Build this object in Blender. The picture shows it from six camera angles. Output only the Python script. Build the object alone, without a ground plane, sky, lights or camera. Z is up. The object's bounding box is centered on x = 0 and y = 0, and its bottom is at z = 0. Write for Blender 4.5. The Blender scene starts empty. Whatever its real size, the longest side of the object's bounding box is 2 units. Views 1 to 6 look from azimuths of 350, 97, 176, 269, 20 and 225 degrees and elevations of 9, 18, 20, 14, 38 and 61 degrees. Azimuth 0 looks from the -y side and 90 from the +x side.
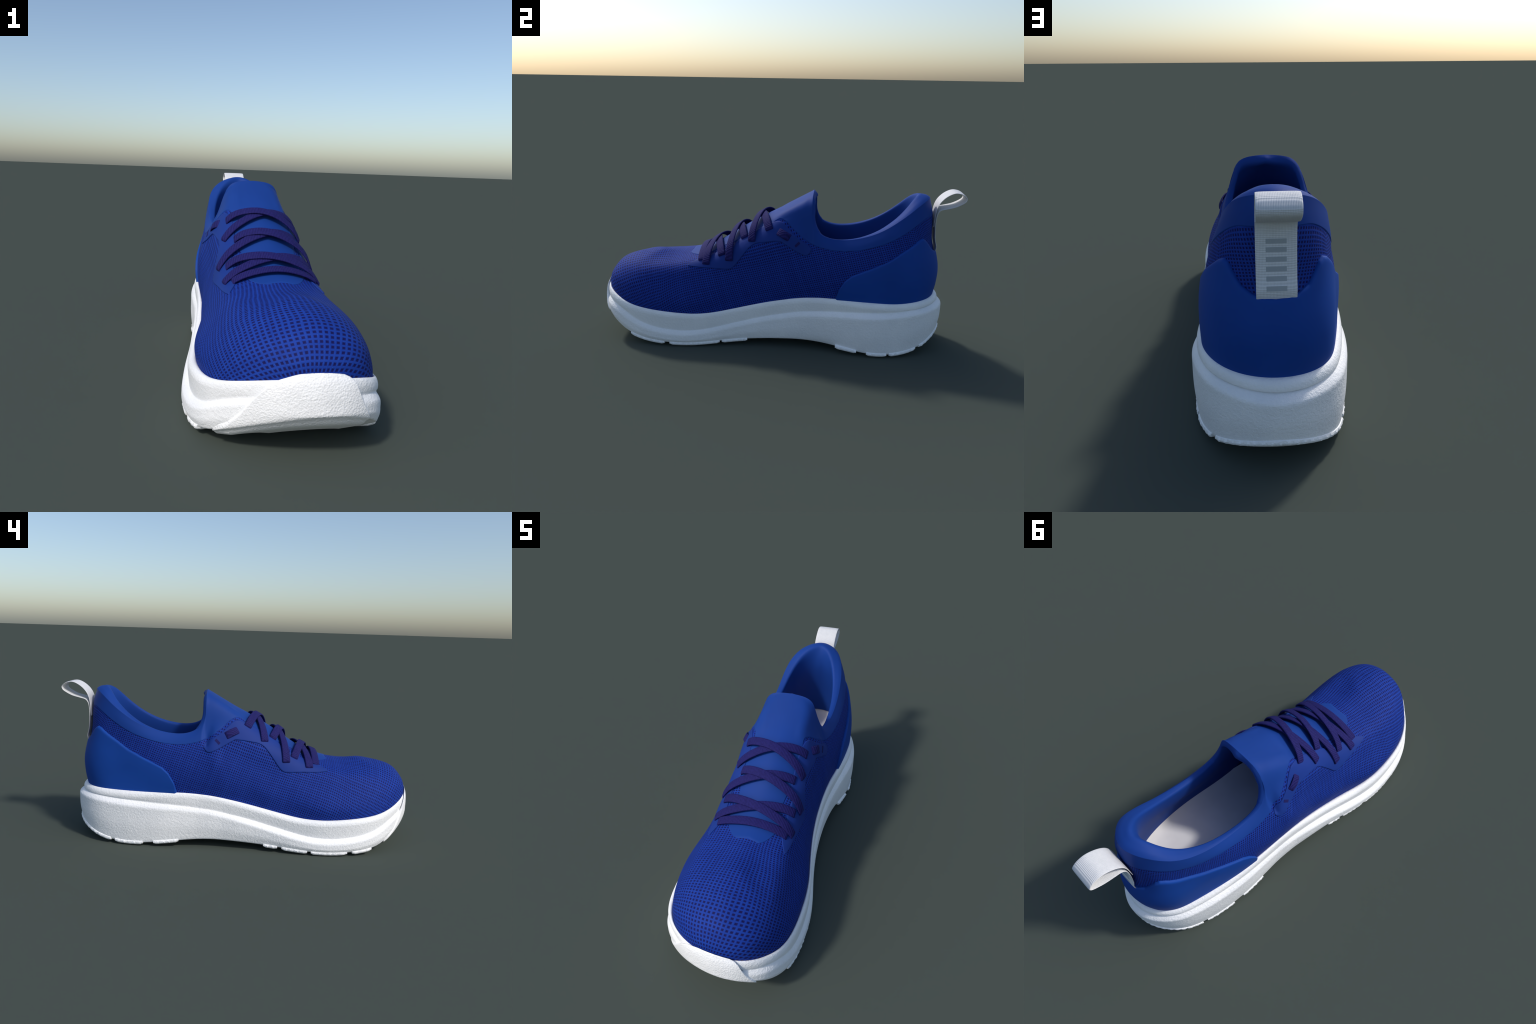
"""A knit running shoe: white foam sole with rubber pads, blue knit upper, smooth collar and
tongue, heel counter, lace panels, flat laces and a white webbing pull loop.
Frame: toe towards -y, heel towards +y, z up, metres."""
import bpy
import math
import numpy as np
from mathutils import Vector
from mathutils.bvhtree import BVHTree

rng = np.random.default_rng(7)

# ------------------------------------------------------------------ small tools


def catmull(P, n):
    """Open Catmull-Rom through the rows of P (k, ...), n samples per span, ends kept."""
    P = np.asarray(P, float)
    Q = np.concatenate([[2 * P[0] - P[1]], P, [2 * P[-1] - P[-2]]])
    out = []
    for i in range(1, len(Q) - 2):
        a, b, c, d = Q[i - 1], Q[i], Q[i + 1], Q[i + 2]
        for j in range(n):
            t = j / n
            out.append(0.5 * (2 * b + (c - a) * t + (2 * a - 5 * b + 4 * c - d) * t * t + (3 * b - a - 3 * c + d) * t ** 3))
    out.append(P[-1])
    return np.array(out)


def catmull_closed(P, n):
    P = np.asarray(P, float)
    k, out = len(P), []
    for i in range(k):
        a, b, c, d = P[i - 1], P[i], P[(i + 1) % k], P[(i + 2) % k]
        for j in range(n):
            t = j / n
            out.append(0.5 * (2 * b + (c - a) * t + (2 * a - 5 * b + 4 * c - d) * t * t + (3 * b - a - 3 * c + d) * t ** 3))
    return np.array(out)


def resample(line, n):
    """n points at equal arc length along a polyline (m, 3)."""
    s = np.concatenate([[0], np.cumsum(np.linalg.norm(np.diff(line, axis=0), axis=1))])
    t = np.linspace(0, s[-1], n)
    return np.stack([np.interp(t, s, line[:, k]) for k in range(3)], 1)


def smooth_closed(A, sigma):
    """Gaussian smoothing of A along its first, closed axis."""
    r = int(3 * sigma) + 1
    w = np.exp(-0.5 * (np.arange(-r, r + 1) / sigma) ** 2)
    w /= w.sum()
    return sum(w[k + r] * np.roll(A, k, axis=0) for k in range(-r, r + 1))


def grid_normals(G, closed_u):
    """Unit normals of a grid (nu, nv, 3) by central differences."""
    if closed_u:
        du = np.roll(G, -1, 0) - np.roll(G, 1, 0)
    else:
        du = np.gradient(G, axis=0)
    dv = np.gradient(G, axis=1)
    n = np.cross(du, dv)
    return n / (np.linalg.norm(n, axis=-1, keepdims=True) + 1e-12)


def grid_faces(nu, nv, closed_u=False, start=0):
    i = np.arange(nu if closed_u else nu - 1)
    j = np.arange(nv - 1)
    I, J = np.meshgrid(i, j, indexing="ij")
    I2 = (I + 1) % nu
    f = np.stack([I * nv + J, I2 * nv + J, I2 * nv + J + 1, I * nv + J + 1], -1).reshape(-1, 4)
    return f + start


ROOT = bpy.data.objects.new("running_shoe", None)
bpy.context.scene.collection.objects.link(ROOT)
ROOT["label"] = "blue knit running shoe with thick white foam sole"
ROOT["category"] = "sports shoe"


def make(name, verts, faces, material, parent=None, smooth=True, normals=None, weld=0.0, angle=None):
    me = bpy.data.meshes.new(name)
    me.from_pydata([tuple(v) for v in np.asarray(verts, float)], [], [tuple(int(k) for k in f) for f in faces])
    if weld:
        import bmesh
        bm = bmesh.new()
        bm.from_mesh(me)
        bmesh.ops.remove_doubles(bm, verts=bm.verts, dist=weld)
        bm.to_mesh(me)
        bm.free()
    me.materials.append(material)
    if smooth:
        me.polygons.foreach_set("use_smooth", [True] * len(me.polygons))
    if angle is not None:
        me.set_sharp_from_angle(angle=math.radians(angle))
    me.update()
    if normals is not None:
        me.normals_split_custom_set_from_vertices([tuple(n) for n in normals])
    ob = bpy.data.objects.new(name, me)
    bpy.context.scene.collection.objects.link(ob)
    ob.parent = parent or ROOT
    return ob


# ------------------------------------------------------------------ materials


class Nodes:
    """A thin wrapper that makes node graphs readable."""

    def __init__(self, name, rough=0.6, spec=0.5):
        self.m = bpy.data.materials.new(name)
        self.m.use_nodes = True
        self.t = self.m.node_tree
        self.bsdf = self.t.nodes["Principled BSDF"]
        self.bsdf.inputs["Roughness"].default_value = rough
        self.bsdf.inputs["Specular IOR Level"].default_value = spec
        self.obj = self.t.nodes.new("ShaderNodeTexCoord").outputs["Object"]

    def link(self, value, socket):
        if isinstance(value, bpy.types.NodeSocket):
            self.t.links.new(value, socket)
        else:
            socket.default_value = value

    def math(self, op, a, b=0.0, c=0.0):
        n = self.t.nodes.new("ShaderNodeMath")
        n.operation = op
        for s, v in zip(n.inputs, (a, b, c)):
            self.link(v, s)
        return n.outputs[0]

    def xyz(self):
        n = self.t.nodes.new("ShaderNodeSeparateXYZ")
        self.t.links.new(self.obj, n.inputs[0])
        return n.outputs[0], n.outputs[1], n.outputs[2]

    def combine(self, a, b, c=0.0):
        n = self.t.nodes.new("ShaderNodeCombineXYZ")
        for s, v in zip(n.inputs, (a, b, c)):
            self.link(v, s)
        return n.outputs[0]

    def noise(self, scale, detail=3.0, vector=None, rough=0.5):
        n = self.t.nodes.new("ShaderNodeTexNoise")
        n.inputs["Scale"].default_value, n.inputs["Detail"].default_value, n.inputs["Roughness"].default_value = scale, detail, rough
        self.t.links.new(vector or self.obj, n.inputs["Vector"])
        return n.outputs["Fac"]

    def voronoi(self, scale, feature="F1", out="Distance"):
        n = self.t.nodes.new("ShaderNodeTexVoronoi")
        n.feature = feature
        n.inputs["Scale"].default_value = scale
        self.t.links.new(self.obj, n.inputs["Vector"])
        return n.outputs[out]

    def ramp(self, fac, stops):
        n = self.t.nodes.new("ShaderNodeValToRGB")
        e = n.color_ramp.elements
        while len(e) < len(stops):
            e.new(0.5)
        for k, (p, c) in zip(e, stops):
            k.position, k.color = p, (*c, 1)
        self.link(fac, n.inputs[0])
        return n.outputs[0]

    def mix(self, fac, a, b):
        n = self.t.nodes.new("ShaderNodeMix")
        n.data_type = "RGBA"
        ins = [s for s in n.inputs if s.type == "RGBA"]
        self.link(fac, n.inputs[0])
        for s, v in zip(ins, (a, b)):
            self.link((*v, 1) if isinstance(v, tuple) else v, s)
        return [s for s in n.outputs if s.type == "RGBA"][0]

    def range(self, v, lo, hi, to0=0.0, to1=1.0, smooth=True):
        n = self.t.nodes.new("ShaderNodeMapRange")
        n.interpolation_type = "SMOOTHSTEP" if smooth else "LINEAR"
        for s, x in zip(n.inputs, (v, lo, hi, to0, to1)):
            self.link(x, s)
        return n.outputs[0]

    def colour(self, c):
        self.link((*c, 1) if isinstance(c, tuple) else c, self.bsdf.inputs["Base Color"])

    def bump(self, height, strength=0.5, distance=0.002):
        n = self.t.nodes.new("ShaderNodeBump")
        n.inputs["Strength"].default_value, n.inputs["Distance"].default_value = strength, distance
        self.t.links.new(height, n.inputs["Height"])
        self.t.links.new(n.outputs[0], self.bsdf.inputs["Normal"])


def knit_material():
    """Open knit: dark square gaps between crossing strands. Rows follow the length of the shoe and sink
    towards the toe, columns follow the girth and lean forwards; the grid widens over the toe cap."""
    k = Nodes("blue_open_knit", 0.65, 0.1)
    x, y, z = k.xyz()
    toe_y, toe_z, r = -0.62, 0.02, 0.35
    heel_y, heel_r = 0.68, 0.19
    dy = k.math("MINIMUM", k.math("SUBTRACT", y, toe_y), 0.0)
    up = k.math("MAXIMUM", k.math("SUBTRACT", z, toe_z), 0.001)
    arc = k.math("MULTIPLY", k.math("ARCTAN2", k.math("MULTIPLY", dy, -1.0), up), -r)
    lean = k.math("MULTIPLY", k.math("SUBTRACT", z, 0.3), k.range(y, -0.85, -0.45, 0.0, 0.34))
    ax = k.math("SUBTRACT", x, 0.025)
    round_heel = k.math("MULTIPLY", k.math("ARCTAN2", k.math("MAXIMUM", k.math("SUBTRACT", y, heel_y), 0.0), k.math("ABSOLUTE", ax)), heel_r)
    straight = k.math("MINIMUM", k.math("MAXIMUM", y, toe_y), heel_y)
    along = k.math("ADD", k.math("ADD", k.math("ADD", straight, round_heel), arc), lean)
    low = k.math("ADD", k.math("MULTIPLY", k.math("MAXIMUM", y, -0.62), 0.30), 0.36)
    az = k.math("SUBTRACT", z, low)
    turn = k.math("MULTIPLY", k.math("ARCTAN2", k.math("MAXIMUM", k.math("ABSOLUTE", ax), k.range(y, 0.55, 0.80, 0.0, 0.19)), k.math("MAXIMUM", az, 0.0)), 0.235)
    girth = k.math("MULTIPLY", k.math("SUBTRACT", turn, k.math("MINIMUM", az, 0.0)), k.math("SIGN", ax))
    girth = k.math("MULTIPLY", girth, k.range(y, -0.98, -0.45, 0.62, 1.0))
    wob = k.math("MULTIPLY", k.math("SUBTRACT", k.noise(7.0, 2.0), 0.5), 0.012)
    period = 0.0122
    a = k.math("DIVIDE", k.math("ADD", along, wob), period)
    b = k.math("DIVIDE", k.math("ADD", girth, wob), period)
    c1 = k.math("COSINE", k.math("MULTIPLY", a, math.tau))
    c2 = k.math("COSINE", k.math("MULTIPLY", b, math.tau))
    hole = k.math("SMOOTH_MIN", c1, c2, 0.35)
    grain = k.noise(380.0, 2.0)
    mask = k.range(k.math("ADD", hole, k.math("MULTIPLY", k.math("SUBTRACT", grain, 0.5), 0.8)), -0.80, 0.40)
    # strands differ a little from row to row and from column to column
    row = k.noise(0.9, 0.0, k.combine(k.math("ROUND", k.math("ADD", a, 0.5)), 3.0))
    col = k.noise(0.9, 0.0, k.combine(k.math("ROUND", k.math("ADD", b, 0.5)), 11.0))
    tone = k.range(k.math("ADD", k.math("ADD", row, col), k.math("MULTIPLY", grain, 0.6)), 0.9, 1.7, smooth=False)
    yarn = k.mix(tone, (0.0082, 0.035, 0.255), (0.0112, 0.046, 0.305))
    fleck = k.range(k.noise(260.0, 1.0), 0.66, 0.76)
    yarn = k.mix(k.math("MULTIPLY", fleck, 0.4), yarn, (0.04, 0.12, 0.45))
    k.colour(k.mix(k.math("MULTIPLY", mask, 0.92), yarn, (0.0060, 0.0050, 0.062)))
    k.bump(k.math("SUBTRACT", k.math("MULTIPLY", grain, 0.3), k.math("MULTIPLY", hole, 0.5)), 0.35, 0.0025)
    return k.m


def smooth_blue(name, colour, rough, spec=0.5):
    k = Nodes(name, rough, spec)
    f = k.noise(3.0, 3.0)
    dark = tuple(c * 0.9 for c in colour)
    k.colour(k.mix(k.range(f, 0.35, 0.65), dark, colour))
    k.bump(k.noise(500.0, 2.0), 0.08, 0.001)
    return k.m


def foam_material():
    k = Nodes("white_moulded_foam", 0.5, 0.5)
    n = k.noise(7.0, 4.0)
    k.colour(k.mix(k.range(n, 0.3, 0.7), (0.88, 0.885, 0.89), (0.94, 0.94, 0.94)))
    k.bump(k.math("ADD", k.noise(85.0, 4.0, rough=0.62), k.math("MULTIPLY", k.noise(240.0, 2.0), 0.35)), 0.6, 0.005)
    return k.m


def rubber_material():
    k = Nodes("white_tread_rubber", 0.45, 0.5)
    k.colour(k.mix(k.range(k.noise(20.0, 3.0), 0.3, 0.7), (0.92, 0.92, 0.92), (0.97, 0.97, 0.97)))
    k.bump(k.math("ADD", k.noise(110.0, 3.0, rough=0.6), k.math("MULTIPLY", k.voronoi(150.0), 0.6)), 0.4, 0.005)
    return k.m


def webbing_material():
    k = Nodes("white_webbing", 0.75, 0.3)
    x, y, z = k.xyz()
    s = k.math("SINE", k.math("MULTIPLY", k.math("ADD", z, k.math("MULTIPLY", y, 1.3)), math.tau / 0.0062))
    w = k.math("SINE", k.math("MULTIPLY", x, math.tau / 0.004))
    t = k.math("ADD", k.math("MULTIPLY", s, 0.5), k.math("MULTIPLY", w, 0.2))
    k.colour(k.mix(k.range(k.math("ADD", t, k.noise(60.0, 2.0)), -0.2, 1.1), (0.62, 0.63, 0.64), (0.75, 0.75, 0.76)))
    k.bump(t, 0.35, 0.002)
    return k.m


def lace_material():
    k = Nodes("purple_lace_weave", 0.75, 0.12)
    x, y, z = k.xyz()
    rib = k.math("SINE", k.math("MULTIPLY", x, math.tau / 0.0065))
    n = k.noise(120.0, 3.0)
    k.colour(k.mix(k.range(k.math("ADD", k.math("MULTIPLY", rib, 0.25), n), 0.2, 0.8), (0.0100, 0.0092, 0.078), (0.0185, 0.0170, 0.124)))
    k.bump(k.math("ADD", k.math("MULTIPLY", rib, 0.5), n), 0.35, 0.002)
    return k.m


def plain(name, colour, rough=0.6, spec=0.4, bump=0.0):
    k = Nodes(name, rough, spec)
    k.colour(k.mix(k.range(k.noise(12.0, 3.0), 0.3, 0.7), tuple(c * 0.95 for c in colour), colour))
    if bump:
        k.bump(k.noise(300.0, 2.0), bump, 0.001)
    return k.m


KNIT = knit_material()
COLLAR = smooth_blue("smooth_collar_blue", (0.0090, 0.047, 0.255), 0.6, 0.13)
PANEL = smooth_blue("lace_panel_blue", (0.0105, 0.037, 0.225), 0.6, 0.13)
COUNTER = smooth_blue("heel_counter_blue", (0.0085, 0.058, 0.310), 0.6, 0.13)
FOAM = foam_material()
RUBBER = rubber_material()
WEBBING = webbing_material()
LACE = lace_material()
INSOLE = plain("pale_insole_fabric", (0.80, 0.80, 0.82), 0.7, 0.3, 0.1)
GREY = plain("grey_woven_mark", (0.40, 0.43, 0.45), 0.75, 0.3, 0.2)
SLOT = plain("dark_slot", (0.012, 0.012, 0.10), 0.8, 0.2)

# ------------------------------------------------------------------ the last: ribs round the shoe
# Each rib climbs from the sole line to the ridge (toe, vamp, tongue) or to the collar rim.
# Rib 0 is the toe tip, 1..18 the +x side, 19 the heel; the -x side repeats 1..18.

RIBS = [
    [(.075, -.978, .25), (.075, -.982, .30), (.072, -.968, .355), (.066, -.918, .418), (.058, -.835, .453), (.05, -.72, .472)],
    [(.200, -.945, .24), (.202, -.946, .30), (.190, -.928, .362), (.155, -.864, .422), (.105, -.785, .456), (.05, -.705, .474)],
    [(.285, -.830, .20), (.280, -.830, .27), (.257, -.815, .345), (.212, -.780, .41), (.138, -.733, .456), (.045, -.67, .477)],
    [(.310, -.700, .18), (.305, -.695, .26), (.272, -.690, .34), (.214, -.672, .42), (.128, -.645, .454), (.04, -.61, .472)],
    [(.308, -.530, .17), (.306, -.530, .25), (.266, -.530, .34), (.206, -.525, .43), (.120, -.515, .463), (.03, -.50, .479)],
    [(.295, -.400, .17), (.291, -.400, .26), (.250, -.390, .36), (.196, -.375, .46), (.123, -.360, .506), (.025, -.345, .530)],
    [(.268, -.280, .18), (.254, -.275, .28), (.228, -.260, .40), (.190, -.235, .52), (.125, -.210, .593), (.025, -.19, .636)],
    [(.243, -.150, .21), (.237, -.140, .32), (.219, -.115, .45), (.196, -.080, .585), (.134, -.050, .680), (.027, -.03, .726)],
    [(.230, -.030, .24), (.229, -.020, .35), (.217, .010, .48), (.199, .050, .625), (.138, .077, .754), (.028, .09, .786)],
    [(.228, .060, .255), (.238, .070, .37), (.227, .100, .50), (.194, .145, .660), (.130, .176, .814), (.024, .194, .858)],
    [(.228, .100, .265), (.239, .110, .38), (.228, .140, .50), (.202, .165, .612), (.167, .184, .712), (.130, .190, .822)],
    [(.230, .150, .270), (.240, .155, .38), (.233, .170, .48), (.212, .182, .58), (.187, .187, .650), (.161, .189, .737)],
    [(.233, .220, .280), (.241, .220, .38), (.238, .220, .46), (.223, .220, .54), (.205, .218, .605), (.180, .214, .662)],
    [(.243, .300, .285), (.252, .300, .38), (.248, .300, .46), (.232, .300, .53), (.212, .300, .58), (.187, .300, .622)],
    [(.253, .420, .290), (.261, .420, .38), (.257, .420, .45), (.242, .420, .53), (.221, .420, .583), (.192, .420, .628)],
    [(.255, .540, .290), (.261, .540, .38), (.257, .545, .46), (.240, .547, .55), (.218, .550, .62), (.190, .555, .672)],
    [(.250, .660, .290), (.252, .662, .38), (.246, .665, .47), (.227, .667, .58), (.202, .670, .68), (.174, .672, .752)],
    [(.200, .770, .290), (.206, .778, .38), (.202, .778, .47), (.185, .768, .60), (.164, .760, .72), (.140, .748, .812)],
    [(.122, .842, .290), (.124, .857, .38), (.121, .856, .47), (.112, .829, .61), (.102, .819, .74), (.088, .795, .836)],
    [(.028, .870, .290), (.027, .884, .38), (.026, .884, .47), (.026, .847, .62), (.026, .838, .75), (.028, .814, .843)],
]
# sole-line feet (x, y) and rim ends (x) of the -x side, for ribs 1..18
LEFT_FOOT = [(-.070, -.952), (-.197, -.852), (-.266, -.720), (-.288, -.530), (-.278, -.400), (-.256, -.280), (-.238, -.150), (-.228, -.030), (-.225, .060),
             (-.225, .100), (-.225, .150), (-.225, .220), (-.224, .300), (-.216, .420), (-.198, .540), (-.172, .662), (-.138, .778), (-.068, .848)]
LEFT_RIM = [None] * 9 + [-.096, -.124, -.152, -.158, -.160, -.159, -.144, -.097, -.034]
# sole edge (widest line of the foam) on both sides, ribs 0..19
EDGE_RIGHT = [(.085, -1.0), (.231, -.960), (.304, -.864), (.339, -.710), (.341, -.530), (.321, -.400), (.291, -.280), (.267, -.150), (.257, -.030), (.255, .060),
              (.256, .100), (.259, .150), (.266, .220), (.277, .300), (.296, .420), (.310, .540), (.288, .680), (.234, .808), (.140, .896), (.035, .938)]
EDGE_LEFT = [(-.088, -.960), (-.230, -.853), (-.312, -.725), (-.341, -.530), (-.334, -.400), (-.318, -.280), (-.292, -.150), (-.275, -.030), (-.263, .060),
             (-.258, .100), (-.255, .150), (-.252, .220), (-.254, .300), (-.256, .420), (-.247, .540), (-.224, .675), (-.178, .812), (-.078, .910)]
# lining: what follows the rim on the inside, ribs 9..19
LINING = [
    [(.018, .207, .842), (.018, .200, .824), (.018, .095, .772), (.018, -.15, .632), (.018, -.45, .440)],
    [(.128, .204, .820), (.124, .199, .798), (.134, .105, .725), (.185, -.08, .560), (.238, -.30, .280)],
    [(.151, .202, .742), (.142, .199, .715), (.168, .150, .610), (.205, .070, .460), (.216, .000, .330)],
    [(.171, .225, .656), (.162, .228, .638), (.173, .220, .550), (.200, .200, .440), (.210, .190, .350)],
    [(.178, .301, .621), (.168, .303, .606), (.176, .300, .530), (.203, .300, .440), (.214, .300, .365)],
    [(.180, .420, .628), (.166, .420, .612), (.177, .420, .530), (.207, .420, .450), (.222, .420, .370)],
    [(.174, .553, .676), (.156, .550, .664), (.168, .545, .570), (.202, .542, .460), (.218, .540, .375)],
    [(.153, .667, .763), (.126, .657, .753), (.140, .657, .650), (.177, .662, .500), (.200, .665, .380)],
    [(.120, .733, .828), (.090, .708, .818), (.098, .710, .710), (.135, .742, .530), (.158, .762, .380)],
    [(.074, .774, .850), (.056, .735, .842), (.056, .730, .730), (.085, .775, .530), (.102, .806, .380)],
    [(.028, .788, .856), (.028, .746, .846), (.028, .728, .735), (.028, .788, .530), (.028, .830, .380)],
]

RIGHT = [np.array(r) for r in RIBS]
LEFT, EDGE_L = {}, {}
for i in range(1, 19):
    R = RIGHT[i]
    rim = np.array([LEFT_RIM[i - 1] if LEFT_RIM[i - 1] is not None else R[-1, 0], R[-1, 1], R[-1, 2]])
    foot = np.array([*LEFT_FOOT[i - 1], R[0, 2]])
    L = R.copy()
    L[:, 0] = rim[0] + (R[:, 0] - R[-1, 0]) / (R[0, 0] - R[-1, 0]) * (foot[0] - rim[0])
    if 4 <= i <= 7:
        L[1, 0] += -.008 if i < 6 else -.012
        L[2, 0] += -.001 if i < 6 else -.006
    if 8 <= i <= 10:
        L[2, 0] += -.012
    if 15 <= i <= 16:
        L[1:4, 0] += .005
    if 7 <= i <= 9:
        L[2:5, 0] = rim[0] + (L[2:5, 0] - rim[0]) * 0.955          # the throat leans a little to +x
    if i >= 16:
        L[:, 1] += (foot[1] - R[0, 1]) * np.array([1, 1, 1, .6, .3, 0])
    if i < 4:
        L[:, 1] = rim[1] + (R[:, 1] - R[-1, 1]) / (R[0, 1] - R[-1, 1]) * (foot[1] - rim[1])
    LEFT[i] = L
ALL = np.array(RIGHT + [LEFT[i] for i in range(18, 0, -1)])          # (38, 6, 3), closed round the shoe
EDGE = np.array(EDGE_RIGHT + EDGE_LEFT[::-1])                         # (38, 2)
NR = len(ALL)
PER = 14                                                             # columns per rib
NU = NR * PER
rib_of = np.arange(NU) / PER                                         # fractional rib number of each column
as_right = np.where(rib_of > 19, 38 - rib_of, rib_of)                # the same, folded onto 0..19


def mirror_column(c):
    return (NU - c) % NU


NT = 97
cols = smooth_closed(catmull_closed(ALL, PER), 0.32 * PER)           # (NU, 6, 3)
inner = smooth_closed(cols, 0.6 * PER)
calm = (np.clip((as_right - 7.5) / 1.0, 0, 1) * np.clip((14.5 - as_right) / 1.5, 0, 1))[:, None, None]   # only where ribs crowd together
cols[:, 1:5] = cols[:, 1:5] * (1 - calm) + inner[:, 1:5] * calm
# both sides end on one ridge line as far as the top of the tongue
ridge = as_right <= 9 + 1e-6
mir = np.array([mirror_column(c) for c in range(NU)])
rim_mean = 0.5 * (cols[:, -1] + cols[mir, -1])
shift = np.where(ridge[:, None], rim_mean - cols[:, -1], 0)
fade = np.clip(10.0 - as_right, 0, 1)
shift = np.where(ridge[:, None], shift, 0)
cols = cols + shift[:, None, :] * (np.linspace(0, 1, 6) ** 2)[None, :, None]

# the tongue is cut nearly straight: its top edge stays level, then turns down at the corners
TONGUE_EDGE = {1: [(.024, .848), (.056, .846), (.090, .841), (.114, .832), (.129, .819), (.141, .799), (.149, .774), (.156, .754), (.162, .733)],
               -1: [(.024, .848), (-.008, .847), (-.044, .843), (-.072, .836), (-.092, .822), (-.107, .801), (-.117, .777), (-.124, .757), (-.131, .735)]}
rim_before = cols[:, -1].copy()
edge_fine = {sd: catmull(np.array([(a, b, 0) for a, b in pts]), 16) for sd, pts in TONGUE_EDGE.items()}
for c in range(NU):
    u = as_right[c] - 9
    if 0 <= u <= 2:
        q = edge_fine[1 if rib_of[c] < 19 else -1]
        k = u / 2 * (len(q) - 1)
        cols[c, -1, 0] = np.interp(k, range(len(q)), q[:, 0])
        cols[c, -1, 2] = np.interp(k, range(len(q)), q[:, 1])
        cols[c, -1, 1] = .192 - .003 * (u / 2) ** 2
blend = smooth_closed(cols[:, -1], 0.25 * PER)
near = (np.abs(as_right - 11.2) < 0.9)[:, None]
cols[:, -1] = np.where(near, blend, cols[:, -1])
rim_moved = cols[:, -1] - rim_before


def over_ridge(c):
    """One more control point past the ridge, so that both sides meet there without a crease."""
    p, q = cols[c, -2], cols[c, -1]
    a, b = cols[(c + 1) % NU, -1], cols[(c - 1) % NU, -1]
    slope = (a[2] - b[2]) / (a[1] - b[1]) if 0 < as_right[c] < 9 and abs(a[1] - b[1]) > 1e-5 else (0.15 if as_right[c] == 0 else 0.5)
    e = 2 * q - p
    e[2] = p[2] + 2 * slope * (q[1] - p[1])
    return e


def column_line(c):
    if ridge[c]:
        return catmull(np.vstack([cols[c], over_ridge(c)]), 20)[:-20]
    return catmull(cols[c], 20)


UP = np.array([resample(column_line(c), NT) for c in range(NU)])      # (NU, NT, 3) outer surface of the upper
# let the fabric settle smoothly where the ribs fan out into the tongue edge (rim held fast)
tt = np.linspace(0, 1, NT)
slack = (np.clip((as_right - 7.3) / 1.2, 0, 1) * np.clip((13.0 - as_right) / 1.2, 0, 1))[:, None] * np.clip((tt - .22) / .3, 0, 1)[None, :]
slack[(as_right >= 9 - 1e-6), -1] = 0
slack[:, 0] = 0
hold = (slack > 0)[..., None]


def bend(A):
    """Difference between each grid point and the mean of its neighbours (across the ridge as well)."""
    beyond = np.where(ridge[:, None], A[mir, -2], A[:, -1])
    up_j = np.concatenate([A[:, 1:], beyond[:, None]], 1)
    dn_j = np.concatenate([A[:, :1], A[:, :-1]], 1)
    return 0.25 * (np.roll(A, 1, 0) + np.roll(A, -1, 0) + up_j + dn_j) - A


for _ in range(500):
    lap = bend(UP)
    lap[as_right >= 9 - 1e-6, -1] = lap[as_right >= 9 - 1e-6, -2]
    UP = UP - 0.4 * slack[..., None] * bend(lap)
# the tongue itself: its edge curve swept forwards and down along the instep
SWEEP = {1: TONGUE_EDGE[1] + [(.180, .665), (.200, .603), (.216, .550)], -1: TONGUE_EDGE[-1] + [(-.150, .665), (-.172, .603), (-.190, .550)]}
sweep_fine = {sd: catmull(np.array([(a, b, 0) for a, b in q]), 10) for sd, q in SWEEP.items()}
swept = np.clip((as_right - 7.0) / 2.0, 0, 1) * np.clip((11.6 - as_right) / 1.0, 0, 1)
swept = swept[:, None] * np.clip((tt - .55) / .22, 0, 1)[None, :]
swept[as_right > 9 - 1e-6, -1] = 0
swept = swept * swept * (3 - 2 * swept)


def tongue_height(x, y, sd):
    q = sweep_fine[sd]
    d = np.abs(x - .022)
    slope = np.interp(d, [0, .07, .12, .17], [.58, .585, .50, .10])
    return np.interp(x * sd, q[:, 0] * sd, q[:, 1]) - slope * (.192 - y)


for _ in range(6):
    for sd, who in ((1, rib_of < 19), (-1, rib_of >= 19)):
        x, y, z = UP[who, :, 0], UP[who, :, 1], UP[who, :, 2]
        f = z - tongue_height(x, y, sd)
        gx = -(tongue_height(x + .002, y, sd) - tongue_height(x - .002, y, sd)) / .004
        gy = -(tongue_height(x, y + .002, sd) - tongue_height(x, y - .002, sd)) / .004
        step = (f / (gx ** 2 + gy ** 2 + 1) * swept[who] * .6)
        UP[who] -= np.stack([gx * step, gy * step, step], -1)
soft = slack * (np.clip((as_right - 7.5) / .5, 0, 1) * np.clip((12.0 - as_right) / .8, 0, 1))[:, None]
for _ in range(12):
    UP = UP + 0.8 * soft[..., None] * bend(UP)
UPN = grid_normals(UP, True)
# normals must point outwards
centre = np.array([0.02, 0, 0.3])
if np.mean(np.sum(UPN * (UP - centre) * np.array([1, 0.2, 1]), -1)) < 0:
    UPN = -UPN
    FLIP = True
else:
    FLIP = False
UPN[:, -1] = UPN[:, -2]
top = UPN[ridge, -1] + UPN[mir[ridge], -1]
UPN[ridge, -1] = top / np.linalg.norm(top, axis=1, keepdims=True)


def surf(c, t):
    """Point and normal of the upper at column c (float, wraps) and height fraction t (0..1)."""
    c = c % NU
    c0 = int(math.floor(c)) % NU
    c1, fc = (c0 + 1) % NU, c - math.floor(c)
    s = min(max(t, 0.0), 1.0) * (NT - 1)
    j = min(int(s), NT - 2)
    fs = s - j
    g = lambda A: (1 - fc) * ((1 - fs) * A[c0, j] + fs * A[c0, j + 1]) + fc * ((1 - fs) * A[c1, j] + fs * A[c1, j + 1])
    n = g(UPN)
    return g(UP), n / np.linalg.norm(n)


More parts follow.
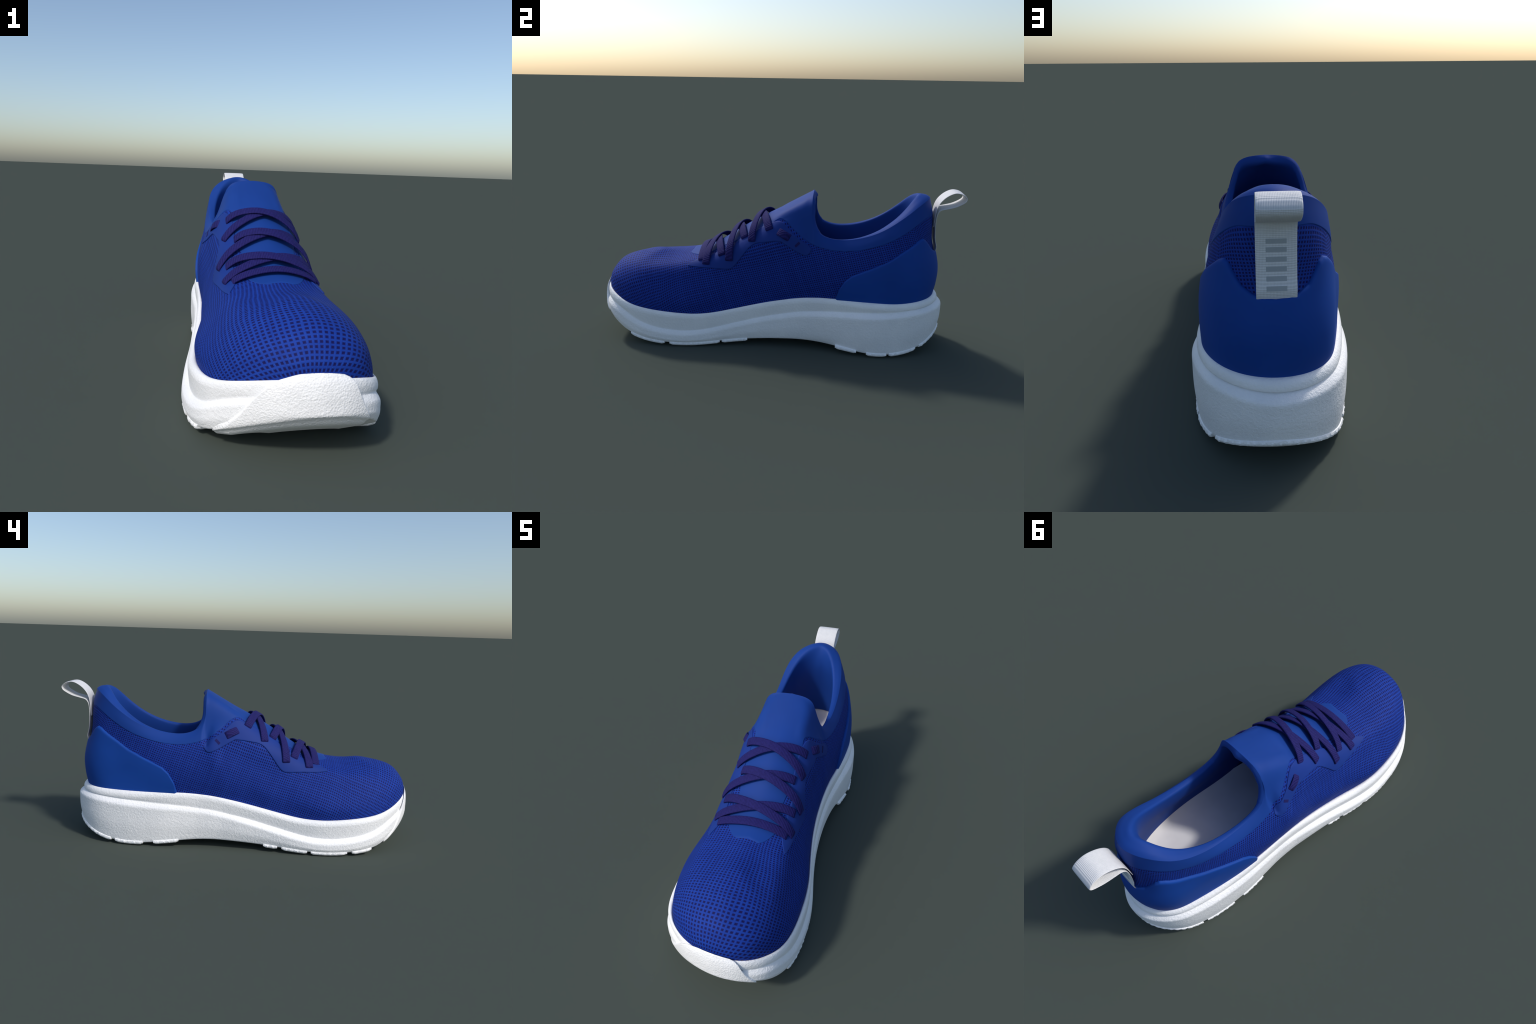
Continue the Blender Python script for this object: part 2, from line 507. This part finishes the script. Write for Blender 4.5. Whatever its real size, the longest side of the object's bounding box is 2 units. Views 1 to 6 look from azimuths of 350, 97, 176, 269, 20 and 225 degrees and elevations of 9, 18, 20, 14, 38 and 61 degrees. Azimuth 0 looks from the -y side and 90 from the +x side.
def t_at_z(c, z):
    c0 = int(round(c)) % NU
    return float(np.interp(z, np.maximum.accumulate(UP[c0, :, 2]), np.linspace(0, 1, NT)))


quads_up = grid_faces(NU, NT, True)
SHELL = BVHTree.FromPolygons([Vector(v) for v in UP.reshape(-1, 3)], [tuple(int(k) for k in f) for f in quads_up])
flip = (lambda f: f[:, ::-1]) if FLIP else (lambda f: f)

# ------------------------------------------------------------------ knit upper, tongue, collar
# The smooth sock (tongue + collar) starts at BORDER along each rib: 1 = not at all.
BORDER_LINE = [(.018, .716), (.050, .703), (.100, .657), (.145, .625), (.187, .599), (.233, .584), (.300, .571), (.370, .570), (.440, .578), (.500, .592),
               (.570, .615), (.630, .643), (.690, .680), (.750, .722), (.790, .748), (.860, .757)]
THROAT = [(4.8, .738), (5.1, .765), (5.5, .785), (5.8, .765), (6.2, .755), (7.0, .770), (7.4, .790)]


def sock_border(c):
    """Height fraction where the smooth sock begins on column c."""
    r = as_right[c]
    if r <= 4.8:                                              # rounded front end of the tongue
        return 1.0 - .262 * (max(0.0, r - 3.97) / .83) ** .36
    if r <= 7.4:
        return float(np.interp(r, [a for a, _ in THROAT], [b for _, b in THROAT]))
    line = np.interp(UP[c, :, 1], [a for a, _ in BORDER_LINE], [b for _, b in BORDER_LINE])
    over = np.where(UP[c, :, 2] > line)[0]
    j = over[0]
    d0, d1 = UP[c, j - 1, 2] - line[j - 1], UP[c, j, 2] - line[j]
    return (j - 1 - d0 / (d1 - d0)) / (NT - 1)


border = np.array([sock_border(c) for c in range(NU)])
keep = border < 1
sm = smooth_closed(border[:, None], 2.0)[:, 0]
border = np.where(as_right > 5.2, sm, border)


def column_slice(c, t0, t1, n, offset):
    ts = np.linspace(t0, t1, n)
    s = ts * (NT - 1)
    j = np.minimum(s.astype(int), NT - 2)
    f = (s - j)[:, None]
    p = (1 - f) * UP[c, j] + f * UP[c, j + 1]
    nn = (1 - f) * UPN[c, j] + f * UPN[c, j + 1]
    nn /= np.linalg.norm(nn, axis=1, keepdims=True)
    return p + nn * offset, nn


# knit part: from inside the sole to a little under the sock
nk = 80
G, N = zip(*[column_slice(c, 0, 1.0 if as_right[c] < 6 else min(1.0, border[c] + 0.03), nk, 0.0) for c in range(NU)])
make("knit_upper", np.concatenate(G), flip(grid_faces(NU, nk, True)), KNIT, normals=np.concatenate(N))

# sock: outer band, rolled rim, lining; one surface, split into tongue, collar and lining
LIN_R = [np.array(r) for r in LINING]
LIN = {9 + k: v for k, v in enumerate(LIN_R)}
lin_all = []
for i in range(9, 20):
    lin_all.append(LIN[i])
for i in range(18, 8, -1):
    m = 0.5 * (RIGHT[i][-1, 0] + (LEFT[i][-1, 0]))
    q = LIN[i].copy()
    low_m = 0.5 * (RIGHT[i][0, 0] + LEFT[i][0, 0]) if i > 9 else m
    q[:, 0] = 2 * (m + (low_m - m) * (np.array([0, 0, .4, .9, 1.0]) if i < 15 else np.array([0, 0, .05, .3, .5]))) - q[:, 0]
    lin_all.append(q)
lin_all = np.array(lin_all)                                           # ribs 9..19..9', open list
lin_cols = catmull(lin_all, PER)
pad = np.pad(lin_cols, ((30, 30), (0, 0), (0, 0)), mode="edge")
lin_cols = smooth_closed(pad, 0.45 * PER)[30:-30]
mouth = np.arange(9 * PER, 9 * PER + len(lin_cols)) % NU              # columns with an opening
nb, nl = 40, 60
lin_cols[0] = lin_cols[-1] = 0.5 * (lin_cols[0] + lin_cols[-1])
lin_cols[:, :2] += rim_moved[mouth][:, None]
SOCK_H = 0.0018

sockP = []
for c, lc in zip(mouth, lin_cols):
    b, bn = column_slice(c, border[c], 1.0, nb, SOCK_H)
    b[0] -= bn[0] * (SOCK_H + 0.001)
    ctrl = np.vstack([b[-6], b[-1], lc])
    inner = catmull(ctrl, 24)[25:]
    sockP.append(np.vstack([b, resample(inner, nl)]))
sockP = np.array(sockP)
nm, nv = sockP.shape[:2]
sockN = grid_normals(sockP, False)
sockN = sockN if not FLIP else -sockN
# vamp part of the tongue, in front of the opening: both sides, ridge in the middle
front_r = [c for c in range(NU) if rib_of[c] <= 9 and keep[c]]
front_l = [(NU - c) % NU for c in front_r]
vamp = []
for c, c2 in zip(front_r, front_l):
    a, an = column_slice(c, border[c], 1.0, nb, SOCK_H)
    d, dn = column_slice(c2, border[c2], 1.0, nb, SOCK_H)
    a[0] -= an[0] * (SOCK_H + 0.003)
    d[0] -= dn[0] * (SOCK_H + 0.003)
    if c == front_r[0]:
        a, d = a - an * (SOCK_H + .003), d - dn * (SOCK_H + .003)
    vamp.append(np.vstack([a, d[::-1][1:]]))
vamp = np.array(vamp)
vampN = grid_normals(vamp, False)
if vampN[:, vamp.shape[1] // 2, 2].mean() < 0:
    vampN = -vampN
# front rim of the tongue tucks under the knit line
# share normals where the tongue top meets the mouth grid
k0 = vamp.shape[0] - 1
sockN[0, :nb] = vampN[k0, :nb] = 0.5 * (sockN[0, :nb] + vampN[k0, :nb])
sockN[-1, :nb] = vampN[k0, nb - 1:][::-1] = 0.5 * (sockN[-1, :nb] + vampN[k0, nb - 1:][::-1])
mid = sockN[0, nb:] + sockN[-1, nb:]
sockN[0, nb:] = sockN[-1, nb:] = mid
unit = lambda a: a / (np.linalg.norm(a, axis=-1, keepdims=True) + 1e-12)
sockN, vampN = unit(sockN), unit(vampN)

cut_lo, cut_hi = int(2.7 * PER), nm - 1 - int(2.7 * PER)               # tongue / collar seam columns
lip = nb + 14                                                        # collar / lining seam row


def patch(name, P, N, u0, u1, v0, v1, mat, extra=None, reverse=False):
    A, B = P[u0:u1 + 1, v0:v1 + 1], N[u0:u1 + 1, v0:v1 + 1]
    V, NN, F = A.reshape(-1, 3), B.reshape(-1, 3), grid_faces(A.shape[0], A.shape[1])
    if reverse:
        F = F[:, ::-1]
    return V, NN, F


def join(*parts):
    V, N, F, k = [], [], [], 0
    for v, n, f in parts:
        V.append(v), N.append(n), F.append(f + k)
        k += len(v)
    return np.concatenate(V), np.concatenate(N), np.concatenate(F)


V, N, F = join(patch("", sockP, sockN, 0, cut_lo, 0, nv - 1, None, reverse=FLIP),
               patch("", sockP, sockN, cut_hi, nm - 1, 0, nv - 1, None, reverse=FLIP),
               patch("", vamp, vampN, 0, k0, 0, vamp.shape[1] - 1, None, reverse=FLIP))
make("tongue", V, F, COLLAR, normals=N)
V, N, F = patch("", sockP, sockN, cut_lo, cut_hi, 0, lip, None, reverse=FLIP)
make("collar", V, F, COLLAR, normals=N)
V, N, F = patch("", sockP, sockN, cut_lo, cut_hi, lip, nv - 1, None, reverse=FLIP)
make("lining", V, F, COLLAR, normals=N)

# ------------------------------------------------------------------ insole
foot = UP[:, 0]
ins = []
INSOLE_Z = lambda y: np.interp(y, [-1, -.8, -.5, -.2, .1, .35, .6, .9], [.30, .265, .235, .252, .300, .326, .330, .336])
mid_x = lambda y: np.interp(y, [-1, -.6, -.2, .2, .6, .9], [.07, .02, .012, .01, .03, .035])
for f, cup in [(1.0, .055), (0.95, .035), (0.87, .016), (0.7, .005), (0.45, 0.0), (0.2, 0.0), (0.0, 0.0)]:
    y = np.maximum(foot[:, 1], foot[:, 1] * .9) * .965 * (f * 0.25 + 0.75 if f > .01 else .75)
    x = mid_x(foot[:, 1]) + (foot[:, 0] - mid_x(foot[:, 1])) * f * np.interp(foot[:, 1], [-.9, -.3, .1, .3], [.72, .80, .93, .95])
    ins.append(np.stack([x, y, INSOLE_Z(y) + cup * 0.8], 1))
ins = np.array(ins).transpose(1, 0, 2)
make("insole", ins.reshape(-1, 3), grid_faces(NU, ins.shape[1], True), INSOLE)

# ------------------------------------------------------------------ heel counter
COUNTER_TOP = [(13.28, .27), (13.33, .315), (13.45, .365), (13.7, .417), (14.0, .449), (14.6, .482), (15.0, .505), (15.5, .535), (16.0, .577), (16.5, .612),
               (16.9, .640), (17.15, .648), (17.35, .638), (17.6, .612), (17.9, .582), (18.3, .563), (18.65, .555), (19.0, .552)]
H = 0.012
first = 13.28
lo_col, hi_col = int(math.ceil(first * PER)), NU - int(math.ceil(first * PER))
fine = np.linspace(first * PER, NU - first * PER, (hi_col - lo_col) * 2 + 1)
rows = [0.0] + list(np.linspace(0.02, 0.94, 40)) + [0.965, 0.985, 0.996, 1.0, 1.0]
lift = [H] * 41 + [H * .96, H * .8, H * .45, 0.0, -.004]
P = []
for c in fine:
    r = c / PER
    r = 38 - r if r > 19 else r
    zt = np.interp(r, [a for a, _ in COUNTER_TOP], [b for _, b in COUNTER_TOP])
    c0, c1, fc = int(c) % NU, (int(c) + 1) % NU, c - int(c)
    zc = np.maximum.accumulate((1 - fc) * UP[c0, :, 2] + fc * UP[c1, :, 2])
    tt = float(np.interp(zt, zc, np.linspace(0, 1, NT)))
    end = min(1.0, max(0.12, (r - first) / 0.12)) if r - first < 0.12 else 1.0
    line = []
    for f, h in zip(rows, lift):
        p, n = surf(c, tt * f)
        line.append(p + n * (h * (end if h > 0 else 1)))
    P.append(line)
P = np.array(P)
make("heel_counter", P.reshape(-1, 3), flip(grid_faces(P.shape[0], P.shape[1])), COUNTER)

# ------------------------------------------------------------------ foam sole
LEDGE_Z = lambda y: np.interp(y, [-1.0, -.95, -.9, -.85, -.77, -.64, -.5, -.37, -.2, -.02, .155, .33, .5, .68, .8, .95],
                              [.195, .185, .172, .148, .098, .062, .052, .062, .102, .148, .183, .203, .213, .223, .235, .235])
BOTTOM_Z = lambda y: np.interp(y, [-1.0, -.97, -.93, -.88, -.83, -.76, -.70, -.6, -.5, -.4, -.3, -.2, -.1, 0, .15, .25, .35, .46, .57, .65, .72, .78, .83, .88, .92, .95],
                               [.170, .148, .123, .090, .058, .034, .022, .013, .011, .013, .020, .029, .036, .042, .047, .043, .034, .021, .012, .012, .019, .034, .052, .076, .100, .125])
RIM_Z = lambda y: np.interp(y, [-1.0, -.96, -.9, -.85, -.80, -.74, -.65, -.54, -.45, -.36, -.28, -.19, -.1, -.01, .08, .16, .25, .34, .52, .65, .9],
                            [.292, .283, .258, .236, .221, .209, .198, .189, .185, .188, .200, .220, .241, .262, .280, .294, .303, .307, .302, .300, .305])
SEAM = ALL[:, 0]
seam = smooth_closed(catmull_closed(SEAM[:, :2], PER), 0.32 * PER)
edge = smooth_closed(catmull_closed(EDGE, PER), 0.32 * PER)
lz = smooth_closed(LEDGE_Z(edge[:, 1])[:, None], 5)[:, 0]
rz = smooth_closed(RIM_Z(seam[:, 1])[:, None], 5)[:, 0]
bz = smooth_closed(BOTTOM_Z(edge[:, 1])[:, None], 5)[:, 0]
tan = np.roll(edge, -1, 0) - np.roll(edge, 1, 0)
out = np.stack([tan[:, 1], -tan[:, 0]], 1)
out /= np.linalg.norm(out, axis=1, keepdims=True)
if (out * (edge - np.array([0.02, 0]))).sum(1).mean() < 0:
    out = -out

SECTION_TOP = 6


def sole_section(c):
    """Profile of the foam wall from inside the rim down to the bottom edge."""
    s, e, n = seam[c], edge[c], out[c]
    at = lambda f, z: (*(s + (e - s) * f), z)
    under = .012 * math.exp(-((e[1] - .28) / .16) ** 2) if e[0] > 0 else 0.0     # the arch is cut under on the inner side
    off = lambda d, z: (*(e + n * (d - under * np.clip(-d / .012, 0.3, 1))), z)
    band = rz[c] - lz[c]
    low = lz[c] - bz[c]
    pts = [at(-.5, rz[c] - .03), at(-.12, rz[c] - .010), at(.10, rz[c] + .003), at(.34, rz[c] + .002), at(.52, rz[c] - .008), at(.60, rz[c] - .020), at(.60, rz[c] - .030),
           at(.56, lz[c] + band * .55), at(.49, lz[c] + .043), at(.475, lz[c] + .0385), at(.49, lz[c] + .0355), at(.56, lz[c] + .033), at(.76, lz[c] + .025), at(.92, lz[c] + .016), at(.975, lz[c] + .010), at(.995, lz[c] + .003), at(1.0, lz[c] - .010),
           off(.000, bz[c] + low * .55), off(-.005, bz[c] + low * .22 + .003), off(-.011, bz[c] + .005), off(-.024, bz[c])]
    return np.array(pts)


sec = np.array([sole_section(c) for c in range(NU)])
wall = np.array([resample(catmull(p, 8), 150) for p in sec])
# bottom: rings closing on the centre line
last = wall[:, -1]
rings = []
for f in (0.85, 0.65, 0.45, 0.25, 0.1, 0.0):
    y = last[:, 1] * (0.8 + 0.2 * f)
    x = mid_x(last[:, 1]) + (last[:, 0] - mid_x(last[:, 1])) * f
    rings.append(np.stack([x, y, BOTTOM_Z(y)], 1))
sole = np.concatenate([wall, np.array(rings).transpose(1, 0, 2)], 1)
sole_faces = grid_faces(NU, sole.shape[1], True)
make("midsole", sole.reshape(-1, 3), sole_faces if FLIP else sole_faces[:, ::-1], FOAM)
SOLE_N = grid_normals(sole, True)
SOLE_N = SOLE_N if (SOLE_N[:, 90, :2] * out).sum(1).mean() > 0 else -SOLE_N


# ------------------------------------------------------------------ lace panels (stuck-on film either side of the throat)
PANEL_LOW = [(-.492, .437), (-.470, .434), (-.410, .432), (-.340, .433), (-.272, .432), (-.244, .435), (-.221, .452), (-.196, .485), (-.163, .530), (-.136, .561),
             (-.106, .580), (-.059, .591), (.020, .602), (.048, .592), (.100, .563), (.150, .540), (.172, .537), (.189, .551), (.197, .566)]
PANEL_UP = [(-.492, .438), (-.478, .446), (-.455, .457), (-.426, .469), (-.335, .504), (-.262, .539), (-.230, .558), (-.217, .575), (-.192, .593), (-.130, .630),
            (-.066, .668), (-.020, .692), (.012, .701), (.030, .699), (.052, .686), (.095, .644), (.141, .613), (.180, .590), (.197, .567)]


def on_side(side, y, z):
    """Point and normal where a level line from the side at (y, z) meets the upper."""
    hit = SHELL.ray_cast(Vector((side * 1.5, y, z)), Vector((-side, 0, 0)))
    p = np.array(hit[0])
    k = int(np.argmin(((UP - p) ** 2).sum(-1)))
    return p, UPN[k // NT, k % NT]


def curve_yz(points, n):
    q = catmull(np.array([(0, a, b) for a, b in points]), 8)
    return q[:, 1:]


low_c, up_c = curve_yz(PANEL_LOW, 8), curve_yz(PANEL_UP, 8)
ys = np.concatenate([[-.492, -.490, -.487], np.linspace(-.484, .190, 150), [.192, .194, .1955, .1965, .197]])
fr = [0.0, 0.0, 0.012, 0.035] + list(np.linspace(.08, .92, 22)) + [.965, .988, 1.0, 1.0]
PH = 0.0042
hh = [-.003, PH * .3, PH * .85, PH] + [PH] * 22 + [PH, PH * .85, PH * .3, -.003]
for side in (1, -1):
    P = []
    for k, y in enumerate(ys):
        zl = np.interp(y, low_c[:, 0], low_c[:, 1])
        zu = max(np.interp(y, up_c[:, 0], up_c[:, 1]), zl + .0005)
        end = min(1.0, min(k, len(ys) - 1 - k) / 3)
        line = []
        for f, h in zip(fr, hh):
            p, n = on_side(side, y, zl + (zu - zl) * f)
            line.append(p + n * (h if h < 0 else h * end - .002 * (1 - end)))
        P.append(line)
    P = np.array(P)
    f = grid_faces(P.shape[0], P.shape[1])
    ob = make("lace_panel", P.reshape(-1, 3), f if side < 0 else f[:, ::-1], PANEL)
    # small unused eyelet slot behind the last lace stitch
    sl = []
    for y, z in [(.106, .586), (.1145, .576), (.137, .598), (.1285, .608)]:
        p, n = on_side(side, y, z)
        sl.append(p + n * (PH + .0012))
    sl = np.array(sl)
    inner = sl - (np.cross(sl[1] - sl[0], sl[3] - sl[0]) / np.linalg.norm(np.cross(sl[1] - sl[0], sl[3] - sl[0]))) * (.004 * side)
    V = np.vstack([sl, inner])
    make("eyelet_slot", V, [(0, 1, 2, 3), (7, 6, 5, 4), (0, 4, 5, 1), (1, 5, 6, 2), (2, 6, 7, 3), (3, 7, 4, 0)], SLOT, parent=ob, smooth=False)

# ------------------------------------------------------------------ laces: flat woven bands


def ribbon(line, normal, width, thick, name, mat, parent=None, taper=0.0):
    """A flat band with rounded edges along line (n, 3) with face normals normal (n, 3)."""
    tang = np.gradient(line, axis=0)
    tang /= np.linalg.norm(tang, axis=1, keepdims=True)
    nrm = normal - tang * (normal * tang).sum(1, keepdims=True)
    nrm /= np.linalg.norm(nrm, axis=1, keepdims=True)
    wid = np.cross(tang, nrm)
    prof = []
    for a in np.linspace(0, math.tau, 24, endpoint=False):
        ca, sa = math.cos(a), math.sin(a)
        prof.append((math.copysign(abs(ca) ** 0.35, ca) * width / 2, math.copysign(abs(sa) ** 0.7, sa) * thick / 2 * (1 - 0.25 * abs(ca) ** 4)))
    prof = np.array(prof)
    G = line[:, None] + wid[:, None] * prof[None, :, :1] + nrm[:, None] * prof[None, :, 1:]
    V = G.reshape(-1, 3)
    n, m = G.shape[:2]
    F = []
    for i in range(n - 1):
        for j in range(m):
            F.append((i * m + j, i * m + (j + 1) % m, (i + 1) * m + (j + 1) % m, (i + 1) * m + j))
    F.append(tuple(range(m))[::-1])
    F.append(tuple((n - 1) * m + j for j in range(m)))
    return make(name, V, F, mat, parent, angle=50)


def drop(x, y):
    hit = SHELL.ray_cast(Vector((x, y, 2)), Vector((0, 0, -1)))
    p = np.array(hit[0])
    k = int(np.argmin(((UP - p) ** 2).sum(-1)))
    return p, UPN[k // NT, k % NT]


# (y, z) of the left eyelet, of the right eyelet, height over the tongue
LACES = [((-.419, .469), (-.409, .467), .011), ((-.385, .458), (-.295, .505), .012), ((-.300, .506), (-.382, .454), .023),
         ((-.255, .489), (-.173, .600), .012), ((-.179, .603), (-.252, .485), .023), ((-.133, .595), (-.036, .659), .012), ((-.039, .669), (-.129, .593), .023)]
LW, LT = 0.043, 0.010
for a, b, rise in LACES:
    n = 61
    a, b = on_side(-1, *a)[0][:2], on_side(1, *b)[0][:2]
    pts, nor = [], []
    for s in np.linspace(0, 1, n):
        p, m = drop(*(a + (b - a) * s))
        arch = math.sin(math.pi * s)
        pts.append(p + m * (PH + LT * .45 + rise * arch ** 0.35))
        nor.append(m)
    pts, nor = np.array(pts), np.array(nor)
    for _ in range(30):
        pts[1:-1] = 0.25 * pts[:-2] + 0.5 * pts[1:-1] + 0.25 * pts[2:]
    for _ in range(30):
        nor[1:-1] = 0.25 * nor[:-2] + 0.5 * nor[1:-1] + 0.25 * nor[2:]
    e0, e1 = (pts[0] - pts[2]), (pts[-1] - pts[-3])
    e0, e1 = e0 / np.linalg.norm(e0), e1 / np.linalg.norm(e1)
    pts = np.vstack([pts[0] + e0 * .006 - nor[0] * .010, pts[0] + e0 * .004 - nor[0] * .003, pts, pts[-1] + e1 * .004 - nor[-1] * .003, pts[-1] + e1 * .006 - nor[-1] * .010])
    nor = np.vstack([nor[0] + e0 * .8, nor[0] + e0 * .4, nor, nor[-1] + e1 * .4, nor[-1] + e1 * .8])
    ribbon(pts, nor, LW, LT, "lace", LACE)
for side in (1, -1):
    pts, nor = [], []
    for s in np.linspace(0, 1, 13):
        p, m = on_side(side, .012 + .068 * s, .652 - .030 * s)
        pts.append(p + m * (-.002 + .013 * math.sin(math.pi * s) ** 0.5))
        nor.append(m)
    ribbon(np.array(pts), np.array(nor), LW * .95, LT * .8, "lace", LACE)

# ------------------------------------------------------------------ pull loop of webbing at the heel
LOOP = [(.842, .690), (.846, .760), (.854, .802), (.872, .834), (.902, .861), (.937, .876), (.972, .871), (.993, .856), (.9975, .843), (.986, .826), (.945, .803), (.900, .790),
        (.872, .782), (.858, .766), (.852, .740), (.851, .690), (.857, .620), (.867, .578), (.860, .540)]
path = resample(catmull(np.array([(.024, a, b) for a, b in LOOP]), 16), 200)
tang = np.gradient(path, axis=0)
nrm = np.cross(tang, np.array([1.0, 0, 0]))
if nrm[100, 1] < 0:
    nrm = -nrm
LOOP_W = 0.116
loop = ribbon(path, nrm, LOOP_W, .0045, "pull_loop", WEBBING)
# rows of woven grey bars on the strap
back = path[130:]
for z in (.722, .695, .667, .640, .612, .585):
    i = int(np.argmin(np.abs(back[:, 2] - z)))
    seg = back[max(0, i - 4): i + 5]
    seg = resample(seg, 7)
    d = seg[-1] - seg[0]
    d /= np.linalg.norm(d)
    c = back[i]
    line = np.array([c + d * q for q in np.linspace(-.0072, .0072, 5)])
    nn = np.cross(d, np.array([1.0, 0, 0]))
    nn = nn if nn[1] > 0 else -nn
    ribbon(line + nn * .0022, np.repeat(nn[None], 5, 0), .058, .0016, "woven_mark", GREY, parent=loop)

# ------------------------------------------------------------------ toe bumper: rubber running up over the front of the foam
BUMP_REACH = [(-2.3, .04), (-1.9, .12), (-1.6, .30), (-1.35, .60), (-1.15, .83), (-.95, .95), (-.6, 1.0), (.35, 1.0), (.48, .96), (.56, .86), (.63, .66), (.72, .45), (.86, .26), (1.02, .10)]
cs = np.linspace(-2.3 * PER, 1.02 * PER, 130)
P = []
for c in cs:
    c0, c1, fc = int(math.floor(c)) % NU, (int(math.floor(c)) + 1) % NU, c - math.floor(c)
    g = lambda A: (1 - fc) * A[c0] + fc * A[c1]
    s, e, n, zr, zl, zb = g(seam), g(edge), g(out), g(rz), g(lz), g(bz)
    at = lambda f, z, d=0: (*(s + (e - s) * f + n * d), z)
    crown = .020 * max(0.0, 1 - ((c / PER + .2) / 1.0) ** 2)
    inner = e - n * .12
    pts = [(*inner, BOTTOM_Z(inner[1]) - .010), (*(e - n * .04), BOTTOM_Z((e - n * .04)[1]) - .010), at(1, zb - .002, -.012), at(1, zb + .012, .001), at(1, zl - .012, .006), at(.96, zl + .02, .007), at(.84, zl + .055, .008), at(.62, zr - .004, .007), at(.30, zr + .006 + crown, .003)]
    line = catmull(np.array(pts), 12)
    r = np.interp(c / PER, [a for a, _ in BUMP_REACH], [b for _, b in BUMP_REACH])
    arc = np.concatenate([[0], np.cumsum(np.linalg.norm(np.diff(line, axis=0), axis=1))])
    a0 = arc[12 * 2]
    stop = a0 + (arc[-1] - a0) * r
    t = np.concatenate([np.linspace(0, stop, 60)])
    row = np.stack([np.interp(t, arc, line[:, k]) for k in range(3)], 1)
    row = np.vstack([row, row[-1] + (np.array([*s, zr - .02]) - row[-1]) * .12 + np.array([0, 0, .001]), row[-1] + (np.array([*s, zl + .04]) - row[-1]) * .5])
    P.append(row)
P = np.array(P)
f = grid_faces(P.shape[0], P.shape[1])
make("toe_bumper", P.reshape(-1, 3), f, RUBBER)

# ------------------------------------------------------------------ tread pads under the edge of the sole
PADS_RIGHT = [(-.80, -.60), (-.57, -.292), (-.280, -.14), (.35, .465), (.52, .63), (.645, .79)]
PADS_LEFT = [(-.74, -.63), (-.60, -.40), (-.38, -.24), (-.215, -.14), (.33, .47), (.53, .69)]


def tread_pad(c_from, c_to):
    """A rubber block along the sole's bottom edge between two columns, with a finely ribbed flank."""
    length = np.linalg.norm(np.diff(edge[np.arange(int(c_from), int(c_to) + 1) % NU], axis=0), axis=1).sum()
    n = max(10, int(length / .005))
    P = []
    for k, c in enumerate(np.linspace(c_from, c_to, n)):
        c0, c1, fc = int(math.floor(c)) % NU, (int(math.floor(c)) + 1) % NU, c - math.floor(c)
        g = lambda A: (1 - fc) * A[c0] + fc * A[c1]
        e, nn, zb = g(edge), g(out), g(bz)
        tooth = .0009 * (((k // 2) % 3) - 1) + rng.uniform(-.0008, .0008)
        taper = min(1.0, .35 + min(k, n - 1 - k) * .25)
        row = []
        for d, dz in [(-.018, .014), (-.006, .010), (-.003 + tooth, .003), (-.005 + tooth, -.005), (-.011, -.0100), (-.03, -.011), (-.06, -.011), (-.10, -.011), (-.10, .004)]:
            q = e + nn * d
            row.append((*q, max(0.0, (zb if d > -.02 else BOTTOM_Z(q[1])) + (dz * taper if dz < 0 else dz))))
        P.append(row)
    P = np.array(P)
    nu_, nv_ = P.shape[:2]
    F = list(map(tuple, grid_faces(nu_, nv_)))
    F += [tuple(range(nv_)), tuple((nu_ - 1) * nv_ + j for j in range(nv_))[::-1]]
    make("tread_pad", P.reshape(-1, 3), F, RUBBER, angle=40)


def column_at(side, y):
    who = np.arange(0, 19 * PER + 1) if side > 0 else np.arange(19 * PER, NU + 1)
    order = np.argsort(edge[who % NU, 1])
    return float(np.interp(y, edge[who % NU, 1][order], who[order]))


for side, pads in ((1, PADS_RIGHT), (-1, PADS_LEFT)):
    for y0, y1 in pads:
        tread_pad(*sorted((column_at(side, y0), column_at(side, y1))))
tread_pad(column_at(1, .812), column_at(-1, .715))                    # round the heel
